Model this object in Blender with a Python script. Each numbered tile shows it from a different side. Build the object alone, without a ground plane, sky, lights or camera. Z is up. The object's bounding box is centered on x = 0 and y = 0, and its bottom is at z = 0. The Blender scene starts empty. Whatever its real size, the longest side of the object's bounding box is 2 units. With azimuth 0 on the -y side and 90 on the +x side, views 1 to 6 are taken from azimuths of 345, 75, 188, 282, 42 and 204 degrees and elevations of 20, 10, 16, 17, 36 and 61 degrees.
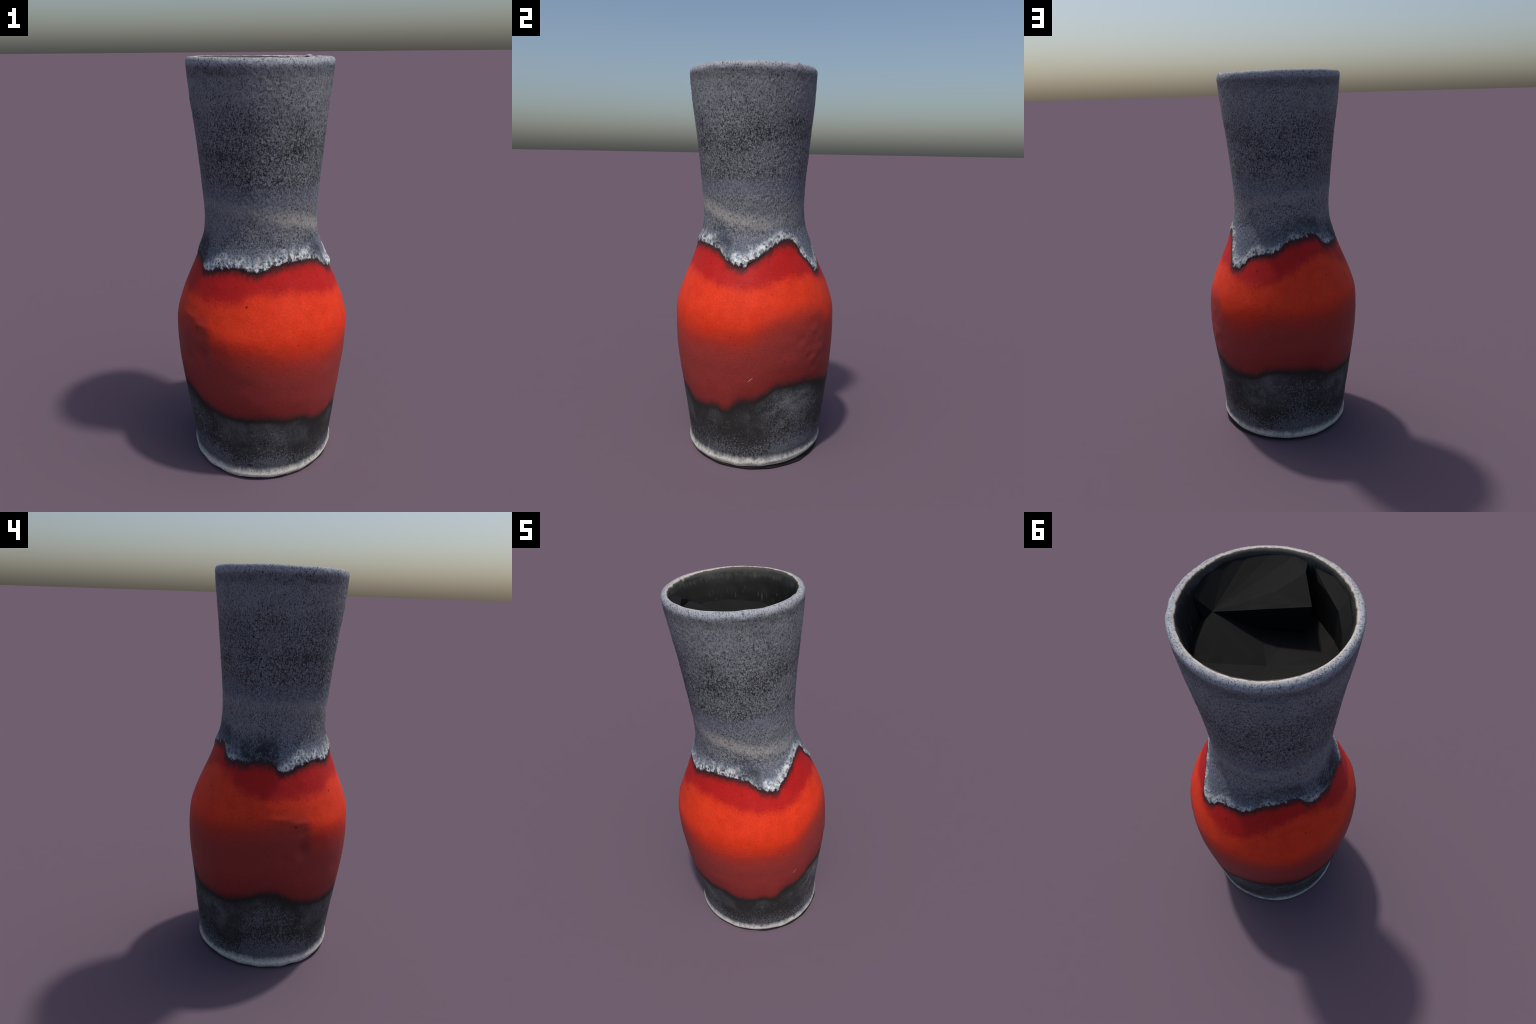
"""Hand-thrown stoneware vase: flared grey neck over a red-orange belly, dark foot band,
pale foot bead, dark hollow inside.  Built as one lathe-like skin (rows x columns) whose
radius, centre and out-of-roundness vary with height, then cut into named parts."""
import bpy, math
import numpy as np

TAU = 2 * math.pi
rng = np.random.default_rng(7)

# ---------------------------------------------------------------- shape description
# outer profile: height -> mean radius
PROFILE = np.array([
    (0.000, 0.350), (0.012, 0.3585), (0.028, 0.3640), (0.044, 0.3605), (0.062, 0.3575), (0.090, 0.361),
    (0.150, 0.3677), (0.250, 0.3802), (0.350, 0.3924), (0.500, 0.4117), (0.600, 0.4212), (0.700, 0.4236),
    (0.800, 0.4168), (0.900, 0.3854), (1.000, 0.3427), (1.080, 0.3096), (1.140, 0.2898), (1.200, 0.2716),
    (1.280, 0.2640), (1.400, 0.2690), (1.550, 0.2819), (1.700, 0.2965), (1.850, 0.3132), (1.940, 0.3217),
    (1.966, 0.3240)])
# how the pot leans and is out of round: height -> centre x, y and 2nd/3rd angular harmonics
LEAN_Z = np.array([0.0, .2, .45, .7, .95, 1.2, 1.45, 1.7, 2.0])
CX = np.array([.0038, .0012, .0006, -.0015, -.0018, -.0032, -.0040, -.0031, -.0040])
CY = np.array([.0052, .0046, .0003, -.0021, -.0044, -.0107, -.0155, -.0187, -.0230])
C2 = np.array([.0021, 0, 0, .0012, .0014, .0002, .0003, .0010, .0035])
S2 = np.array([-.0016, -.0009, .0013, .0005, -.0017, -.0016, -.0010, .0005, .0030])
C3 = np.array([.0020, -.0012, -.0002, .0012, -.0011, -.0005, -.0014, -.0018, 0])
S3 = np.array([-.0008, -.0025, -.0013, -.0022, -.0014, -.0008, -.0009, .0006, 0])

# glaze lines round the pot: angle (degrees from +x, counter-clockwise) -> height
NECK_GLAZE_LINE = [(0, 1.112), (10, 1.140), (21, 1.153), (28, 1.138), (35, 1.090), (44, 1.026), (52, .985),
    (60, 1.004), (67, 1.051), (78, 1.070), (88, 1.080), (96, 1.100), (104, 1.130), (115, 1.143), (133, 1.155),
    (140, 1.128), (147, 1.098), (157, 1.090), (168, 1.092), (180, 1.104), (190, 1.101), (196, 1.074),
    (202, 1.062), (211, 1.076), (222, 1.094), (233, 1.100), (250, 1.088), (259, 1.103), (271, 1.120),
    (283, 1.125), (298, 1.120), (309, 1.109), (316, 1.090), (323, 1.058), (330, 1.038), (336, 1.034),
    (343, 1.055), (350, 1.076)]
DEEP_RED_LINE = [(5, .962), (20, .982), (34, .980), (50, .950), (62, .935), (75, .924), (90, .934), (99, .966),
    (110, 1.004), (122, 1.030), (137, 1.052), (150, 1.038), (160, 1.003), (168, .970), (180, .951), (195, .940),
    (210, .940), (225, .945), (240, .966), (258, 1.002), (275, 1.000), (290, .985), (304, .966), (318, .950),
    (332, .940), (345, .941)]
MAROON_LINE = [(4, .783), (15, .796), (30, .798), (44, .750), (56, .695), (74, .708), (89, .742), (110, .742),
    (130, .755), (150, .766), (164, .780), (180, .800), (193, .820), (202, .842), (213, .838), (219, .800),
    (224, .750), (236, .735), (250, .725), (270, .706), (290, .690), (310, .682), (330, .686), (342, .700),
    (352, .745)]
FOOT_GLAZE_LINE = [(2, .458), (20, .460), (32, .447), (42, .430), (55, .411), (66, .410), (75, .420), (85, .453),
    (93, .461), (108, .454), (119, .448), (127, .425), (136, .402), (146, .397), (156, .394), (166, .405),
    (173, .424), (181, .444), (189, .464), (195, .469), (203, .450), (212, .415), (223, .394), (235, .380),
    (248, .381), (258, .386), (271, .370), (282, .368), (290, .346), (300, .320), (309, .322), (317, .336),
    (324, .318), (331, .352), (338, .380), (346, .388), (352, .410)]
# strength of the pale foam along the neck glaze line, and the paler throwing ring on the neck
FOAM = [(0, .85), (15, .75), (25, .62), (36, .95), (48, .9), (60, .62), (75, .6), (95, .5), (115, .42), (135, .38),
    (150, .5), (160, .35), (172, .08), (188, .06), (197, .45), (206, .85), (225, 1.0), (245, .9), (262, .95),
    (280, .9), (292, .8), (303, .75), (312, .38), (320, .35), (327, .85), (336, 1.25), (348, 1.1)]
PALE_RING_LINE = [(5, 1.235), (40, 1.290), (80, 1.350), (130, 1.372), (200, 1.368), (240, 1.356), (260, 1.338),
    (280, 1.322), (300, 1.302), (317, 1.270), (336, 1.246)]
PALE_RING = [(0, .45), (25, .25), (70, .32), (120, .35), (170, .28), (215, .34), (240, .5), (265, .75), (285, 1.0),
    (305, 1.0), (325, 1.0), (340, .8)]


FOOT_FROST = [(0, .75), (20, .95), (36, .8), (52, .5), (66, .45), (80, .15), (95, .6), (115, .8), (130, .6), (148, .35), (160, .1),
    (175, .7), (195, .95), (212, .8), (228, .55), (240, .15), (252, .7), (266, .75), (278, .25), (292, .05), (310, .3), (330, .2), (345, .15)]
FOOT_HAZE = [(0, 1.0), (12, 1.15), (24, 1.05), (36, .5), (48, .1), (62, .25), (78, .55), (92, .45), (108, .1), (130, .15),  # peak near 0-30 degrees: milky window reflection painted into the foot colour
    (148, .6), (162, .5), (178, .3), (192, .2), (208, .05), (225, .12), (240, .45), (255, .5), (268, .25), (285, .05),
    (320, .03), (338, .1), (350, .45)]


def cubic(x, xk, yk):
    x = np.asarray(x, float)
    m = np.gradient(yk, xk)
    i = np.clip(np.searchsorted(xk, x) - 1, 0, len(xk) - 2)
    h = xk[i + 1] - xk[i]
    t = np.clip((x - xk[i]) / h, 0, 1)
    return ((2*t**3 - 3*t**2 + 1)*yk[i] + (t**3 - 2*t**2 + t)*h*m[i]
            + (-2*t**3 + 3*t**2)*yk[i+1] + (t**3 - t**2)*h*m[i+1])


def ring_curve(points):
    a = np.array([p[0] for p in points], float)
    v = np.array([p[1] for p in points], float)
    a = np.concatenate([a[-3:] - 360, a, a[:3] + 360])
    v = np.concatenate([v[-3:], v, v[:3]])
    return lambda deg: cubic(np.mod(deg, 360), a, v)


neck_line, foot_line, foam_of = ring_curve(NECK_GLAZE_LINE), ring_curve(FOOT_GLAZE_LINE), ring_curve(FOAM)


def smooth(a, b, x):
    t = np.clip((x - a) / (b - a), 0, 1)
    return t*t*(3 - 2*t)


# --- seeded value noise on the (angle, height) skin, periodic round the pot
class SkinNoise:
    def __init__(self, around, per_metre):
        self.n, self.f = around, per_metre
        self.g = rng.standard_normal((around, int(2.6*per_metre) + 4))

    def __call__(self, th, z):
        u = np.mod(th / TAU, 1.0) * self.n
        v = (z + 0.2) * self.f
        i, j = np.floor(u).astype(int), np.floor(v).astype(int)
        a, b = u - i, v - j
        a, b = a*a*(3 - 2*a), b*b*(3 - 2*b)
        i0, i1 = i % self.n, (i + 1) % self.n
        j = np.clip(j, 0, self.g.shape[1] - 2)
        return ((self.g[i0, j]*(1-a) + self.g[i1, j]*a)*(1-b) + (self.g[i0, j+1]*(1-a) + self.g[i1, j+1]*a)*b)


n_big, n_mid, n_fine, n_edge = SkinNoise(10, 5), SkinNoise(40, 18), SkinNoise(190, 90), SkinNoise(120, 60)
n_dent = SkinNoise(56, 26)


def wrapdeg(d):
    return (d + 180) % 360 - 180


def blob(th, z, deg, zc, wdeg, wz):
    return np.exp(-(wrapdeg(np.degrees(th) - deg)/wdeg)**2 - ((z - zc)/wz)**2)


def relief(th, z):
    """Small radial offsets of the outer skin, metres."""
    deg = np.degrees(th)
    d = 0.0012*n_big(th, z) + 0.0005*n_mid(th, z)
    over = z - neck_line(deg) + 0.004*n_edge(th, z)          # + above the glaze edge
    grey = smooth(-0.006, 0.010, over)
    d += 0.0022*grey*np.exp(-np.maximum(over, 0)/0.10)        # the grey glaze lies over the red
    foam = foam_of(deg)
    d += 0.0060*foam*np.exp(-((over - 0.026)/0.019)**2)       # swollen foamy lip of the glaze
    d += 0.009*blob(th, z, 337, 1.062, 7, 0.018)              # the fat drip
    d += 0.004*blob(th, z, 48, 1.02, 6, 0.03) + 0.004*blob(th, z, 201, 1.085, 5, 0.018)
    d -= 0.004*blob(th, z, 332, 1.10, 5, 0.018) + 0.003*blob(th, z, 183, 1.13, 10, 0.02)
    d += grey*0.00055*n_fine(th, z)
    belly = (1 - grey)*smooth(-0.01, 0.02, z - foot_line(deg))
    d += belly*0.00010*n_fine(th, z)
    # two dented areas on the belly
    a1 = np.minimum(1, blob(th, z, 32, .62, 18, .16)*1.4)
    a2 = np.minimum(1, blob(th, z, 206, .72, 18, .15)*1.4)
    d += (a1 + .9*a2)*0.0008*n_dent(th, z)
    d += 0.003*(blob(th, z, 199, .855, 9, .016) + blob(th, z, 212, .835, 7, .014)) - 0.003*blob(th, z, 210, .79, 9, .02)
    d -= 0.0025*(blob(th, z, 28, .59, 3, .022) + blob(th, z, 36, .57, 2.5, .018)) - 0.002*blob(th, z, 32, .575, 3, .016)
    d -= 0.018*blob(th, z, 214.5, .70, 3.6, .042) + 0.005*blob(th, z, 202, .655, 4, .03)
    # frosted foot band and lumpy bead
    d += (1 - smooth(.03, .10, z))*0.0011*n_mid(th, z*2 + .4)
    return d


def foot_lift(th):
    return 0.009 + 0.009*np.cos(th - math.radians(45)) + 0.0011*n_mid(th, 0.7 + 0*th)


def rim_height(th):
    deg = np.degrees(th)
    g = lambda c, w: np.exp(-(wrapdeg(deg - c)/w)**2)
    return (0.0022 + 0.0033*np.cos(th - math.radians(120)) + 0.0008*n_mid(th, 1.1 + 0*th)
            + 0.0068*g(27, 3.0) - 0.0030*g(20, 3.2) + .0015*g(13, 2.5) - 0.0015*g(338, 2))


def section(th, z, mean_r):
    cx, cy = cubic(z, LEAN_Z, CX), cubic(z, LEAN_Z, CY)
    r = (mean_r + cubic(z, LEAN_Z, C2)*np.cos(2*th) + cubic(z, LEAN_Z, S2)*np.sin(2*th)
         + cubic(z, LEAN_Z, C3)*np.cos(3*th) + cubic(z, LEAN_Z, S3)*np.sin(3*th))
    return cx, cy, r + 0.0009


# ---------------------------------------------------------------- the skin: rows of (height, radius, zone)
COLS = 560
UNDER, OUTER, LIP, INNER = 0, 1, 2, 3
rows = []
for r in np.linspace(0.02, 0.335, 14):
    rows.append((0.006 if r < .30 else 0.002, r, UNDER))
rows += [(0.0, .348, UNDER), (0.0, .3550, UNDER), (0.002, .3562, UNDER), (0.004, .3545, UNDER)]
z_out = np.concatenate([np.linspace(0, .10, 26)[:-1], np.linspace(.10, 1.25, 400)[:-1], np.linspace(1.25, 1.966, 210)])
for z in z_out:
    rows.append((z, float(cubic(z, PROFILE[:, 0], PROFILE[:, 1])), OUTER))
lip = [(1.9715, .3238), (1.9765, .3226), (1.981, .3205), (1.9848, .3175), (1.9875, .3140), (1.989, .3100), (1.9892, .3060),
       (1.9885, .3015), (1.9865, .2970), (1.983, .2935), (1.978, .2912), (1.970, .2900)]
for z, r in lip:
    rows.append((z, r, LIP))
for z in np.linspace(1.962, 1.60, 60):
    rows.append((z, float(cubic(z, PROFILE[:, 0], PROFILE[:, 1])) - float(np.interp(z, [1.60, 1.88, 1.93, 1.962], [.050, .048, .042, .0342])), INNER))
Zr = np.array([q[0] for q in rows]); Rr = np.array([q[1] for q in rows]); ZONE = np.array([q[2] for q in rows])
TH = np.arange(COLS)/COLS*TAU
T, Z = np.meshgrid(TH, Zr)
cx, cy, R = section(T, Z, Rr[:, None]*np.ones_like(T))
rel = relief(T, Z)
w_out = np.where(ZONE == OUTER, 1.0, np.where(ZONE == LIP, np.clip((Rr - .300)/.024, 0, 1), 0))[:, None]
R = R + rel*w_out
# unevenness of the lip and of the hidden inside
R += np.where(ZONE == INNER, 1, 0)[:, None]*0.0015*n_mid(T, Z)
R += (np.where(ZONE == UNDER, 1, 0)*np.where(Rr > .34, 1, 0))[:, None]*0.0022*n_mid(T, 0*Z + .3)
R += np.where(ZONE == LIP, 1, 0)[:, None]*0.0009*n_mid(T, 0*Z + .9)
lift_rim = smooth(1.93, 1.985, Z)*np.where(ZONE == INNER, 0.6, 1)[:, None]
lift_foot = np.where(ZONE == UNDER, 0, np.where(ZONE == OUTER, 1 - smooth(0, .11, Z[:, 0]), 0))[:, None]
under_gap = 0.012*smooth(32, 80, np.abs(wrapdeg(np.degrees(T) - 8)))*(1 - .7*np.exp(-(wrapdeg(np.degrees(T) - 238)/35)**2))
Z = Z + under_gap*np.where(ZONE == UNDER, 1, 0)[:, None]
ZZ = Z + rim_height(T)*lift_rim + foot_lift(T)*lift_foot
X, Y = cx + R*np.cos(T), cy + R*np.sin(T)
NR = len(rows)
P = np.stack([X, Y, ZZ], -1)
P[..., 2] -= P[..., 2].min()

# vertex normals of the whole skin
dT = np.roll(P, -1, 1) - np.roll(P, 1, 1)
dS = np.gradient(P, axis=0)
NRM = np.cross(dT, dS)
NRM /= np.linalg.norm(NRM, axis=-1, keepdims=True) + 1e-12

# ---------------------------------------------------------------- node helpers
class Graph:
    def __init__(self, name):
        self.mat = bpy.data.materials.new(name)
        self.mat.use_nodes = True
        self.t = self.mat.node_tree
        self.t.nodes.clear()

    def node(self, kind, **props):
        n = self.t.nodes.new(kind)
        for k, v in props.items():
            setattr(n, k, v)
        return n

    def put(self, sock, v):
        if isinstance(v, bpy.types.NodeSocket):
            self.t.links.new(v, sock)
        elif isinstance(v, (tuple, list)) and sock.type == 'RGBA':
            sock.default_value = (*v, 1.0)
        else:
            sock.default_value = v

    def math(self, op, a, b=0.0, c=0.0, clamp=False):
        n = self.node('ShaderNodeMath', operation=op, use_clamp=clamp)
        for s, v in zip(n.inputs, (a, b, c)):
            self.put(s, v)
        return n.outputs[0]

    def add(self, a, b): return self.math('ADD', a, b)
    def sub(self, a, b): return self.math('SUBTRACT', a, b)
    def mul(self, a, b): return self.math('MULTIPLY', a, b)
    def maxi(self, a, b): return self.math('MAXIMUM', a, b)
    def mini(self, a, b): return self.math('MINIMUM', a, b)
    def inv(self, a): return self.math('SUBTRACT', 1.0, a)

    def step(self, x, lo, hi, a=0.0, b=1.0):
        n = self.node('ShaderNodeMapRange', interpolation_type='SMOOTHSTEP')
        rev = lo > hi
        if rev:
            lo, hi, a, b = hi, lo, b, a
        for i, v in enumerate((x, lo, hi, a, b)):
            self.put(n.inputs[i], v)
        return n.outputs[0]

    def band(self, x, a, b, c, d):
        return self.mul(self.step(x, a, b), self.step(x, c, d, 1.0, 0.0))

    def mix(self, f, a, b, blend='MIX'):
        n = self.node('ShaderNodeMix', data_type='RGBA', blend_type=blend)
        self.put(n.inputs['Factor'], f)
        self.put(n.inputs[6], a)
        self.put(n.inputs[7], b)
        return n.outputs[2]

    def mixf(self, f, a, b):
        n = self.node('ShaderNodeMix', data_type='FLOAT')
        self.put(n.inputs[0], f); self.put(n.inputs[2], a); self.put(n.inputs[3], b)
        return n.outputs[0]

    def coords(self):
        return self.node('ShaderNodeTexCoord').outputs['Object']

    def scaled(self, vec, s, off=(0, 0, 0)):
        n = self.node('ShaderNodeMapping')
        self.put(n.inputs['Vector'], vec)
        n.inputs['Scale'].default_value = s
        n.inputs['Location'].default_value = off
        return n.outputs[0]

    def noise(self, vec, scale, detail=2.0, rough=0.5, distort=0.0):
        n = self.node('ShaderNodeTexNoise')
        self.put(n.inputs['Vector'], vec)
        n.inputs['Scale'].default_value = scale
        n.inputs['Detail'].default_value = detail
        n.inputs['Roughness'].default_value = rough
        n.inputs['Distortion'].default_value = distort
        return n.outputs[0]

    def voronoi(self, vec, scale, feature='F1', out='Distance', rand=1.0):
        n = self.node('ShaderNodeTexVoronoi', feature=feature)
        self.put(n.inputs['Vector'], vec)
        n.inputs['Scale'].default_value = scale
        n.inputs['Randomness'].default_value = rand
        return n.outputs[out]

    def ring(self, turn, points, lo, hi):
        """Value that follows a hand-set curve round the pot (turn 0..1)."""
        n = self.node('ShaderNodeFloatCurve')
        cur = n.mapping.curves[0]
        at0 = float(ring_curve(points)(0.0))
        pts = [(0.0, at0)] + [(a/360.0, v) for a, v in points if 1 < a < 359] + [(1.0, at0)]
        pts = [(a, (v - lo)/(hi - lo)) for a, v in pts]
        cur.points[0].location = pts[0]
        cur.points[1].location = pts[-1]
        for q in pts[1:-1]:
            cur.points.new(*q)
        for q in cur.points:
            q.handle_type = 'AUTO_CLAMPED'
        n.mapping.update()
        n.inputs['Factor'].default_value = 1.0
        self.put(n.inputs['Value'], turn)
        return self.math('MULTIPLY_ADD', n.outputs[0], hi - lo, lo)

    def bump(self, h, strength, dist, normal=None):
        n = self.node('ShaderNodeBump')
        n.inputs['Strength'].default_value = strength
        n.inputs['Distance'].default_value = dist
        self.put(n.inputs['Height'], h)
        if normal is not None:
            self.put(n.inputs['Normal'], normal)
        return n.outputs[0]

    def finish(self, color, rough, normal=None, spec=0.5, coat=0.0, coat_rough=0.2):
        b = self.node('ShaderNodeBsdfPrincipled')
        self.put(b.inputs['Base Color'], color)
        self.put(b.inputs['Roughness'], rough)
        self.put(b.inputs['Specular IOR Level'], spec)
        self.put(b.inputs['Coat Weight'], coat)
        b.inputs['Coat Roughness'].default_value = coat_rough
        if normal is not None:
            self.put(b.inputs['Normal'], normal)
        o = self.node('ShaderNodeOutputMaterial')
        self.t.links.new(b.outputs[0], o.inputs[0])
        return self.mat


# ---------------------------------------------------------------- colours (linear base colours)
GREY_LIGHT = (.246, .257, .280)
GREY_DARK = (.020, .020, .023)
GREY_MID = (.122, .127, .140)
PALE_WARM = (.42, .40, .36)
BLUE_WASH = (.150, .175, .235)
FOAM_WHITE = (.76, .78, .77)
CHAR = (.028, .027, .025)
ORANGE = (.80, .049, .014)
DEEP_RED = (.50, .016, .014)
RED_BROWN = (.45, .034, .020)
MAROON = (.33, .043, .036)
CREAM = (.78, .75, .66)


def glaze_material():
    g = Graph('stoneware_glaze')
    P0 = g.coords()
    sep = g.node('ShaderNodeSeparateXYZ')
    g.put(sep.inputs[0], P0)
    x, y, z = sep.outputs
    # angle about the leaning axis, as a turn 0..1
    lean = g.node('ShaderNodeMapRange')
    for i, v in enumerate((z, 0.45, 2.0, 0.001, -0.0225)):
        g.put(lean.inputs[i], v)
    ang = g.math('ARCTAN2', g.sub(y, lean.outputs[0]), g.add(x, 0.002))
    turn = g.math('FRACT', g.add(g.math('DIVIDE', ang, TAU), 1.0))

    drip = g.scaled(P0, (1, 1, .45))                       # stretched downwards, as glaze runs
    nA = g.noise(P0, 6.0, 3)
    nB = g.noise(P0, 17.0, 3, .55)
    nC = g.noise(drip, 60.0, 3, .6)
    nD = g.noise(g.scaled(P0, (1, 1, .62)), 105.0, 2.5, .62)
    nF = g.noise(P0, 210.0, 2, .6)
    nE = g.noise(g.scaled(P0, (1, 1, .7), (3, 1, 2)), 215.0, 2, .6)
    bands = g.noise(g.scaled(P0, (.6, .6, 9.0)), 2.2, 2)
    n0 = lambda n: g.sub(n, .5)

    # wobbling distances to the glaze lines
    wob = g.add(g.mul(n0(nB), .022), g.add(g.mul(n0(nC), .046), g.mul(n0(nE), .020)))
    wob_soft = g.add(g.mul(n0(nB), .03), g.mul(n0(nF), .03))
    up = g.add(g.sub(z, g.ring(turn, NECK_GLAZE_LINE, .9, 1.2)), wob)
    deep = g.add(g.sub(z, g.ring(turn, DEEP_RED_LINE, .9, 1.1)), g.add(wob_soft, g.mul(n0(nD), .06)))
    maroon = g.add(g.sub(z, g.ring(turn, MAROON_LINE, .6, .9)), g.add(wob_soft, g.mul(n0(nA), .03)))
    low = g.add(g.sub(z, g.ring(turn, FOOT_GLAZE_LINE, .3, .5)), g.add(g.mul(n0(nB), .016), g.add(g.mul(n0(nC), .016), g.mul(n0(nE), .02))))
    foam_s = g.ring(turn, FOAM, 0, 1.4)
    pale_d = g.add(g.sub(z, g.ring(turn, PALE_RING_LINE, 1.2, 1.4)), g.mul(n0(nB), .05))
    pale_s = g.ring(turn, PALE_RING, 0, 1.2)

    # ---- grey neck glaze: light crystals over a dark ground
    zone = g.add(g.band(z, 1.36, 1.44, 1.70, 1.90), g.mul(g.band(z, 1.10, 1.15, 1.19, 1.27), .9))
    crowd = g.add(g.mul(zone, .058), g.mul(n0(nA), .16))
    crowd = g.add(crowd, g.mul(n0(nB), .11))
    crowd = g.add(crowd, g.mul(n0(bands), .12))
    crowd = g.sub(crowd, g.mul(g.step(z, 1.70, 1.86), .030))
    lo = g.add(crowd, .398)
    grain = g.add(g.mul(nD, .42), g.mul(nE, .58))
    speck = g.step(g.sub(grain, lo), -.095, .150)
    tone = g.mix(g.step(g.add(nE, g.mul(n0(nB), .5)), .30, .72), GREY_MID, GREY_LIGHT)
    grey = g.mix(speck, GREY_DARK, g.mix(g.step(bands, .35, .65, .0, .35), tone, GREY_LIGHT))
    grey = g.mix(g.mul(g.band(z, 1.36, 1.40, 1.42, 1.50), .30), grey, BLUE_WASH)
    grey = g.mix(g.mul(g.step(up, .03, .08), g.mul(g.band(z, 1.04, 1.10, 1.15, 1.26), g.step(nA, .35, .6, .15, .45))), grey, BLUE_WASH)
    # pale throwing ring
    ring = g.mul(g.band(pale_d, -.050, -.004, .004, .050), g.mini(pale_s, 1.0))
    ring = g.mul(ring, g.step(nD, .30, .52, .25, 1.0))
    grey = g.mix(g.mul(ring, .55), grey, PALE_WARM)
    # light edge where the glaze broke over the lip, darker just under it
    grey = g.mix(g.mul(g.band(z, 1.900, 1.935, 1.945, 1.962), g.step(nB, .35, .65, .1, .5)), grey, GREY_DARK)
    lipmask = g.mul(g.step(g.add(z, g.mul(n0(nC), .02)), 1.954, 1.972), g.step(grain, .36, .56, .15, 1.0))
    grey = g.mix(g.mul(lipmask, .62), grey, (.43, .455, .50))
    rad = g.math('SQRT', g.add(g.math('POWER', g.add(x, .004), 2.0), g.math('POWER', g.add(y, .023), 2.0)))
    buff = g.mul(g.step(g.add(rad, g.mul(n0(nB), .010)), .308, .301), g.step(z, 1.955, 1.972))
    buff = g.mul(buff, g.step(nB, .25, .6, .55, 1.0))
    grey = g.mix(g.mul(buff, .9), grey, g.mix(g.step(nC, .25, .6), (.40, .325, .245), (.58, .51, .42)))

    # blue-black mottling above the quieter stretches of the glaze edge
    quiet = g.mul(g.band(up, -.02, .012, .05, .16), g.step(g.add(foam_s, g.mul(n0(nA), .5)), .80, .25))
    grey = g.mix(g.mul(quiet, g.step(g.add(g.mul(nB, .6), g.mul(nD, .4)), .68, .42, .30, .95)), grey, (.014, .017, .024))

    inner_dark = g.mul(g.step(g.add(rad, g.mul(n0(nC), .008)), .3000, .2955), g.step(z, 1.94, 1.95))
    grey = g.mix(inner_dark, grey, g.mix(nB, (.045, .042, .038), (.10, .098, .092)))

    # ---- foam with pits along the glaze edge
    fw = g.mul(g.add(.012, g.mul(g.mini(foam_s, 1.3), .032)), g.step(nB, .3, .7, .45, 1.55))
    pitd = g.voronoi(g.scaled(P0, (1, 1, .85)), 50.0)
    pits = g.step(pitd, .22, .40)
    bite = g.sub(up, g.mul(g.step(pitd, .52, .20), .022))
    foam = g.mul(g.step(bite, .002, .013), g.step(g.math('DIVIDE', up, fw), .30, 1.75, 1.0, 0.0))
    pits2 = g.step(g.add(g.mul(nC, .6), g.mul(nD, .4)), .40, .56)
    foamv = g.mul(g.mul(foam, g.mini(g.mul(foam_s, 1.05), 1.0)), g.mul(g.mixf(.9, 1.0, pits), g.mixf(.85, 1.0, pits2)))
    blue_halo = g.mul(g.band(up, .0, .02, .035, .095), g.mini(foam_s, 1.0))
    grey = g.mix(g.mul(blue_halo, .55), grey, g.mix(speck, (.06, .07, .09), (.29, .35, .44)))
    foam_dark = g.mul(g.mul(foam, g.step(up, .055, .025)), g.mul(g.mini(foam_s, 1.0), .80))
    grey = g.mix(foam_dark, grey, (.030, .031, .034))
    grey = g.mix(foamv, grey, FOAM_WHITE)
    hole = g.mul(g.step(g.voronoi(g.scaled(P0, (1, 1, .9), (.11, .2, .3)), 36.0), .26, .15), g.band(up, .002, .010, .030, .060))
    grey = g.mix(g.mul(hole, g.mul(g.mini(foam_s, 1.0), .92)), grey, (.020, .020, .022))

    # ---- red belly
    cell = g.voronoi(P0, 120.0, 'DISTANCE_TO_EDGE')
    crackle = g.step(cell, .0, .22, .86, 1.0)
    fleck = g.mul(g.step(g.voronoi(P0, 19.0), .045, .085, .55, 1.0), g.step(g.voronoi(g.scaled(P0, (1, 1, 1), (.3, .7, .2)), 7.0), .028, .060, .40, 1.0))
    orange = g.mix(g.step(nB, .3, .7), ORANGE, (.72, .040, .011))
    red = g.mix(g.step(deep, -.028, .028), orange, g.mix(g.step(nB, .3, .7), DEEP_RED, (.46, .013, .011)))
    mar = g.mix(g.step(low, .02, .16), g.mix(nB, (.285, .033, .028), (.25, .030, .027)), MAROON)
    red = g.mix(g.mul(g.step(maroon, .095, -.020), .85), red, RED_BROWN)
    red = g.mix(g.step(maroon, .050, -.110), red, mar)
    shade = g.mul(g.mul(crackle, fleck), g.step(nF, .2, .8, .86, 1.14))
    red = g.mix(1.0, red, shade, 'MULTIPLY')

    # one pale scratch low on the belly
    sx, sz = g.mul(g.sub(turn, .9545), TAU*.41), g.sub(z, .4985)
    along = g.add(g.mul(sx, .74), g.mul(sz, .67))
    across = g.math('ABSOLUTE', g.sub(g.mul(sz, .74), g.mul(sx, .67)))
    red = g.mix(g.mul(g.band(along, -.020, -.004, .010, .020), g.step(across, .0022, .0008)), red, (.50, .33, .30))

    # ---- charcoal foot band with frost
    patch = g.mul(g.step(g.noise(g.scaled(P0, (1, 1, .6)), 6.5, 3, .6), .46, .66), g.band(low, -.22, -.10, -.030, -.008))
    patch = g.mul(patch, g.step(g.noise(g.scaled(P0, (1, 1, .22)), 70.0, 3, .6), .30, .62, .35, 1.0))
    frost_h = g.add(z, g.mul(n0(nB), .10))
    frost = g.step(frost_h, .22, .05, .0, .17)
    frost = g.add(frost, g.mul(g.add(g.ring(turn, FOOT_FROST, 0, 1.2), g.mul(n0(nB), .9)), g.mul(g.step(low, -.02, -.10), .15)))
    fspeck = g.step(g.add(g.add(g.mul(nD, .5), g.mul(nE, .5)), g.sub(frost, .29)), .29, .47)
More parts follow.
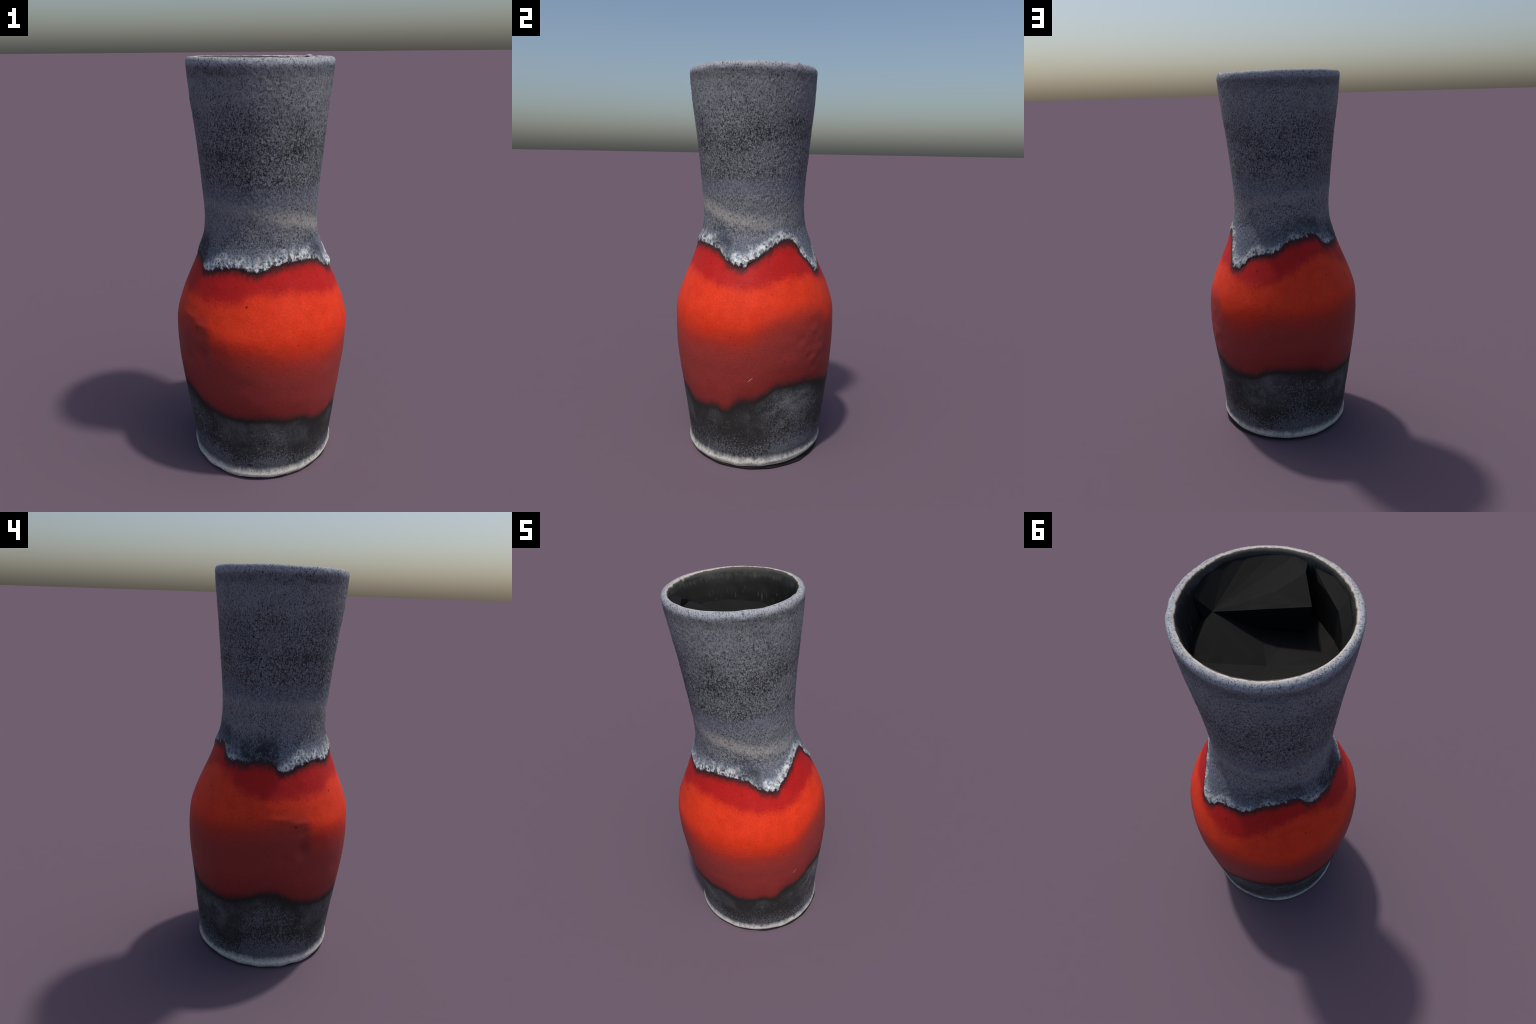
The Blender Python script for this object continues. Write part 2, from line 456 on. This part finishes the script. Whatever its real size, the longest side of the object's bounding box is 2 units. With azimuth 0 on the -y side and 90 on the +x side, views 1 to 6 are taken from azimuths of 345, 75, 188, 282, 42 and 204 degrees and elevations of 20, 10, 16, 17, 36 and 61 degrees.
    foot = g.mix(fspeck, CHAR, g.mix(g.step(nE, .35, .65), (.085, .092, .108), (.165, .172, .190)))
    haze = g.mul(g.ring(turn, FOOT_HAZE, 0, 1.2), g.band(low, -.30, -.10, -.03, -.006))
    foot = g.mix(g.mul(haze, g.step(g.add(g.mul(nB, .5), g.mul(nE, .5)), .40, .60, .10, .75)), foot, (.215, .218, .220))
    foot = g.mix(g.mul(patch, .45), foot, (.125, .132, .142))
    whit = g.step(g.add(z, g.add(g.mul(n0(nB), .040), g.add(g.mul(n0(nC), .050), g.mul(n0(nE), .03)))), .074, .030)
    wpit = g.mul(g.step(g.voronoi(P0, 70.0), .10, .30, .25, 1.0), g.step(nE, .30, .48, .45, 1.0))
    foot = g.mix(g.mul(whit, g.mul(wpit, g.step(nB, .25, .55, .7, 1.0))), foot, g.mix(g.step(nC, .35, .65), (.62, .60, .54), CREAM))

    # ---- stack the glazes
    col = g.mix(g.step(low, -.020, .026), foot, red)
    black_low = g.band(low, -.060, -.010, -.010, .050)
    col = g.mix(g.mul(black_low, g.mixf(patch, .62, .25)), col, (.022, .021, .020))
    col = g.mix(g.step(up, -.004, .006), col, grey)
    edge = g.band(up, -.044, -.002, .004, .014)
    col = g.mix(g.mul(edge, g.step(nF, .25, .6, 1.0, .82)), col, (.020, .017, .017))

    redmask = g.mul(g.step(low, -.010, .016), g.step(up, .006, -.004))
    rough = g.mixf(redmask, .62, .50)
    h = g.add(g.mul(nD, .7), g.mul(nF, .5))
    nrm = g.bump(g.mul(h, g.mixf(redmask, 1.0, .35)), .30, .0035)
    nrm = g.bump(g.mul(foamv, 1.0), .35, .004, nrm)
    return g.finish(col, rough, nrm, spec=.16)


def inside_material():
    g = Graph('dark_inner_glaze')
    P0 = g.coords()
    sep = g.node('ShaderNodeSeparateXYZ')
    g.put(sep.inputs[0], P0)
    z = sep.outputs[2]
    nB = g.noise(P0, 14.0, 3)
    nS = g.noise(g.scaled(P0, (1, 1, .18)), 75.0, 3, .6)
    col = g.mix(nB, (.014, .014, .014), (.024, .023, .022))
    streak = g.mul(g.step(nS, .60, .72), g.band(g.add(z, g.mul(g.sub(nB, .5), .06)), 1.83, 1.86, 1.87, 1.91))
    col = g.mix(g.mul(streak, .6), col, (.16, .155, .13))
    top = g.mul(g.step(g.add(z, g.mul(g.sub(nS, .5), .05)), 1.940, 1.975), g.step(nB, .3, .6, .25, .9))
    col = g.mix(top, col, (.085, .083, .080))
    return g.finish(col, .45, g.bump(nB, .2, .004), spec=.15)


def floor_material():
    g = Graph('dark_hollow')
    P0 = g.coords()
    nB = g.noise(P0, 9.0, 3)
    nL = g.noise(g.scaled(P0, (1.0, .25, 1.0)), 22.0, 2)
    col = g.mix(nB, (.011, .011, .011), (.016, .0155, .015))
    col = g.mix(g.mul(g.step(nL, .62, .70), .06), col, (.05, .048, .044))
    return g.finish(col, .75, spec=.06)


def underside_material():
    g = Graph('bare_dark_base')
    n = g.noise(g.coords(), 40.0, 4)
    return g.finish(g.mix(n, (.008, .008, .008), (.022, .02, .018)), .85, spec=.2)


GLAZE, INSIDE, HOLLOW, BASE = glaze_material(), inside_material(), floor_material(), underside_material()

# ---------------------------------------------------------------- cut the skin into parts
vase = bpy.data.objects.new('ceramic_vase', None)
bpy.context.scene.collection.objects.link(vase)
vase['label'] = 'tall speckled grey stoneware vase with red-orange belly and pale foot'
vase['category'] = 'vase'


def part(name, verts, faces, normals, material):
    me = bpy.data.meshes.new(name)
    me.from_pydata(verts.tolist(), [], faces.tolist())
    me.polygons.foreach_set('use_smooth', np.ones(len(me.polygons), bool))
    me.materials.append(material)
    me.update()
    if normals is not None:
        me.normals_split_custom_set_from_vertices(normals.tolist())
    ob = bpy.data.objects.new(name, me)
    bpy.context.scene.collection.objects.link(ob)
    ob.parent = vase
    return ob


idx = np.arange(NR*COLS).reshape(NR, COLS)
quad = np.stack([idx[:-1], np.roll(idx, -1, 1)[:-1], np.roll(idx, -1, 1)[1:], idx[1:]], -1).reshape(-1, 4)
fz = (.25*(P[:-1] + np.roll(P, -1, 1)[:-1] + np.roll(P, -1, 1)[1:] + P[1:])).reshape(-1, 3)[:, 2]
fdeg = np.degrees(np.broadcast_to(TH + TAU/COLS/2, (NR - 1, COLS)).reshape(-1))
fzone = np.repeat(np.where(ZONE[:-1] == UNDER, UNDER, np.maximum(ZONE[:-1], ZONE[1:])), COLS)
V, N = P.reshape(-1, 3), NRM.reshape(-1, 3)
outer = fzone == OUTER
sel = {
    'underside': (fzone == UNDER, BASE),
    'foot': (outer & (fz < foot_line(fdeg)), GLAZE),
    'belly': (outer & (fz >= foot_line(fdeg)) & (fz < neck_line(fdeg)), GLAZE),
    'neck': (outer & (fz >= neck_line(fdeg)) & (fz < 1.95), GLAZE),
    'rim': ((fzone == LIP) | (outer & (fz >= 1.95)), GLAZE),
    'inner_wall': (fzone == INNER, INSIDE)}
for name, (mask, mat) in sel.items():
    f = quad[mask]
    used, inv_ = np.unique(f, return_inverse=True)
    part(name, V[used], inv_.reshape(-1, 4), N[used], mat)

# closing disc under the foot
c_idx = idx[0]
base_c = V[c_idx].mean(0)
part('base_plug', np.vstack([V[c_idx], base_c]), np.array([(i, (i + 1) % COLS, COLS) for i in range(COLS)])[:, ::-1], None, BASE)

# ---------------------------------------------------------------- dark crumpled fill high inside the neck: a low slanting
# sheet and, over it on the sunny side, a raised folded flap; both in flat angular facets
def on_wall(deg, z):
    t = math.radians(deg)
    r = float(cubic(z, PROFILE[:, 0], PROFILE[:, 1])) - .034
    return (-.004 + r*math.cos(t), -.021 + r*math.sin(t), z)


def facets(name, corners, tris, cuts, wobble):
    """Triangles cut finer and crumpled a little, shaded flat."""
    verts, faces, at = [], [], {}
    def vid(p):
        k = tuple(round(c, 5) for c in p)
        if k not in at:
            at[k] = len(verts)
            verts.append(k)
        return at[k]
    for a, b, c in tris:
        a, b, c = (np.array(corners[i], float) for i in (a, b, c))
        node = lambda i, j: a + (b - a)*i/cuts + (c - a)*j/cuts
        for i in range(cuts):
            for j in range(cuts - i):
                faces.append((vid(node(i, j)), vid(node(i + 1, j)), vid(node(i, j + 1))))
                if i + j < cuts - 1:
                    faces.append((vid(node(i + 1, j)), vid(node(i + 1, j + 1)), vid(node(i, j + 1))))
    v = np.array(verts)
    v[:, 2] += wobble*np.sin(31*v[:, 0] + 17*v[:, 1])*np.sin(23*v[:, 1] - 9*v[:, 0] + 1)
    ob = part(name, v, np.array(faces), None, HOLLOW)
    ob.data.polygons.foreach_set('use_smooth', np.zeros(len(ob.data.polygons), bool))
    return ob


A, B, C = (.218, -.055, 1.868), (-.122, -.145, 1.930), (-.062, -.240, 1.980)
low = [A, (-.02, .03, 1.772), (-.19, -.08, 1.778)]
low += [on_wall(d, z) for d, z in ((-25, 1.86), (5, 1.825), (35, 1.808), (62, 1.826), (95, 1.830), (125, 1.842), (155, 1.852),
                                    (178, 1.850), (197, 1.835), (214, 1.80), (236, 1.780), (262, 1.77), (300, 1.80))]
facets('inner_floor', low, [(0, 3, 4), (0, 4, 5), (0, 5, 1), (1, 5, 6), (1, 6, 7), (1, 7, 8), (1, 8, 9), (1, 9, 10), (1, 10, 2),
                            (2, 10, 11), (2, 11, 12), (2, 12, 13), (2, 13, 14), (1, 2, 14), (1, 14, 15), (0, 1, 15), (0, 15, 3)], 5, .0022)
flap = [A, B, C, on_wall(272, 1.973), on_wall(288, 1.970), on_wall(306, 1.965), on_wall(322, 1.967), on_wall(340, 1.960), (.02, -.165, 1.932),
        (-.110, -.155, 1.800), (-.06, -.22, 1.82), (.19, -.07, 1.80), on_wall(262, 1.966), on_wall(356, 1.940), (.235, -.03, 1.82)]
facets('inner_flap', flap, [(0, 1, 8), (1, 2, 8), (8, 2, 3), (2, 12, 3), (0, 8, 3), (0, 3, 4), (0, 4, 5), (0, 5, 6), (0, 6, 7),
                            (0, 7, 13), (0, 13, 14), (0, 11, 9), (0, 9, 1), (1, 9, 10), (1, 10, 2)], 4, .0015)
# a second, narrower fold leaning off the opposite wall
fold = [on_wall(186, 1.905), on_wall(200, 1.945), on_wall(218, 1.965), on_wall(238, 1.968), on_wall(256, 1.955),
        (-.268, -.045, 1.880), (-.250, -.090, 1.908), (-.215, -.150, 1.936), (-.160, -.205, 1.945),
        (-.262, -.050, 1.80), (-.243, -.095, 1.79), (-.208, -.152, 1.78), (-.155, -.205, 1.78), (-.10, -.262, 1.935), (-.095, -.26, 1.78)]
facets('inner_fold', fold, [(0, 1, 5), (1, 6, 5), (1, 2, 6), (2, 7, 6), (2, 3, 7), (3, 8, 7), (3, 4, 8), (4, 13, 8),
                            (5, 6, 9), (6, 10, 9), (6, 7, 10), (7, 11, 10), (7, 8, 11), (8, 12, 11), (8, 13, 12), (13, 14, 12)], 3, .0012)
bpy.context.view_layer.update()
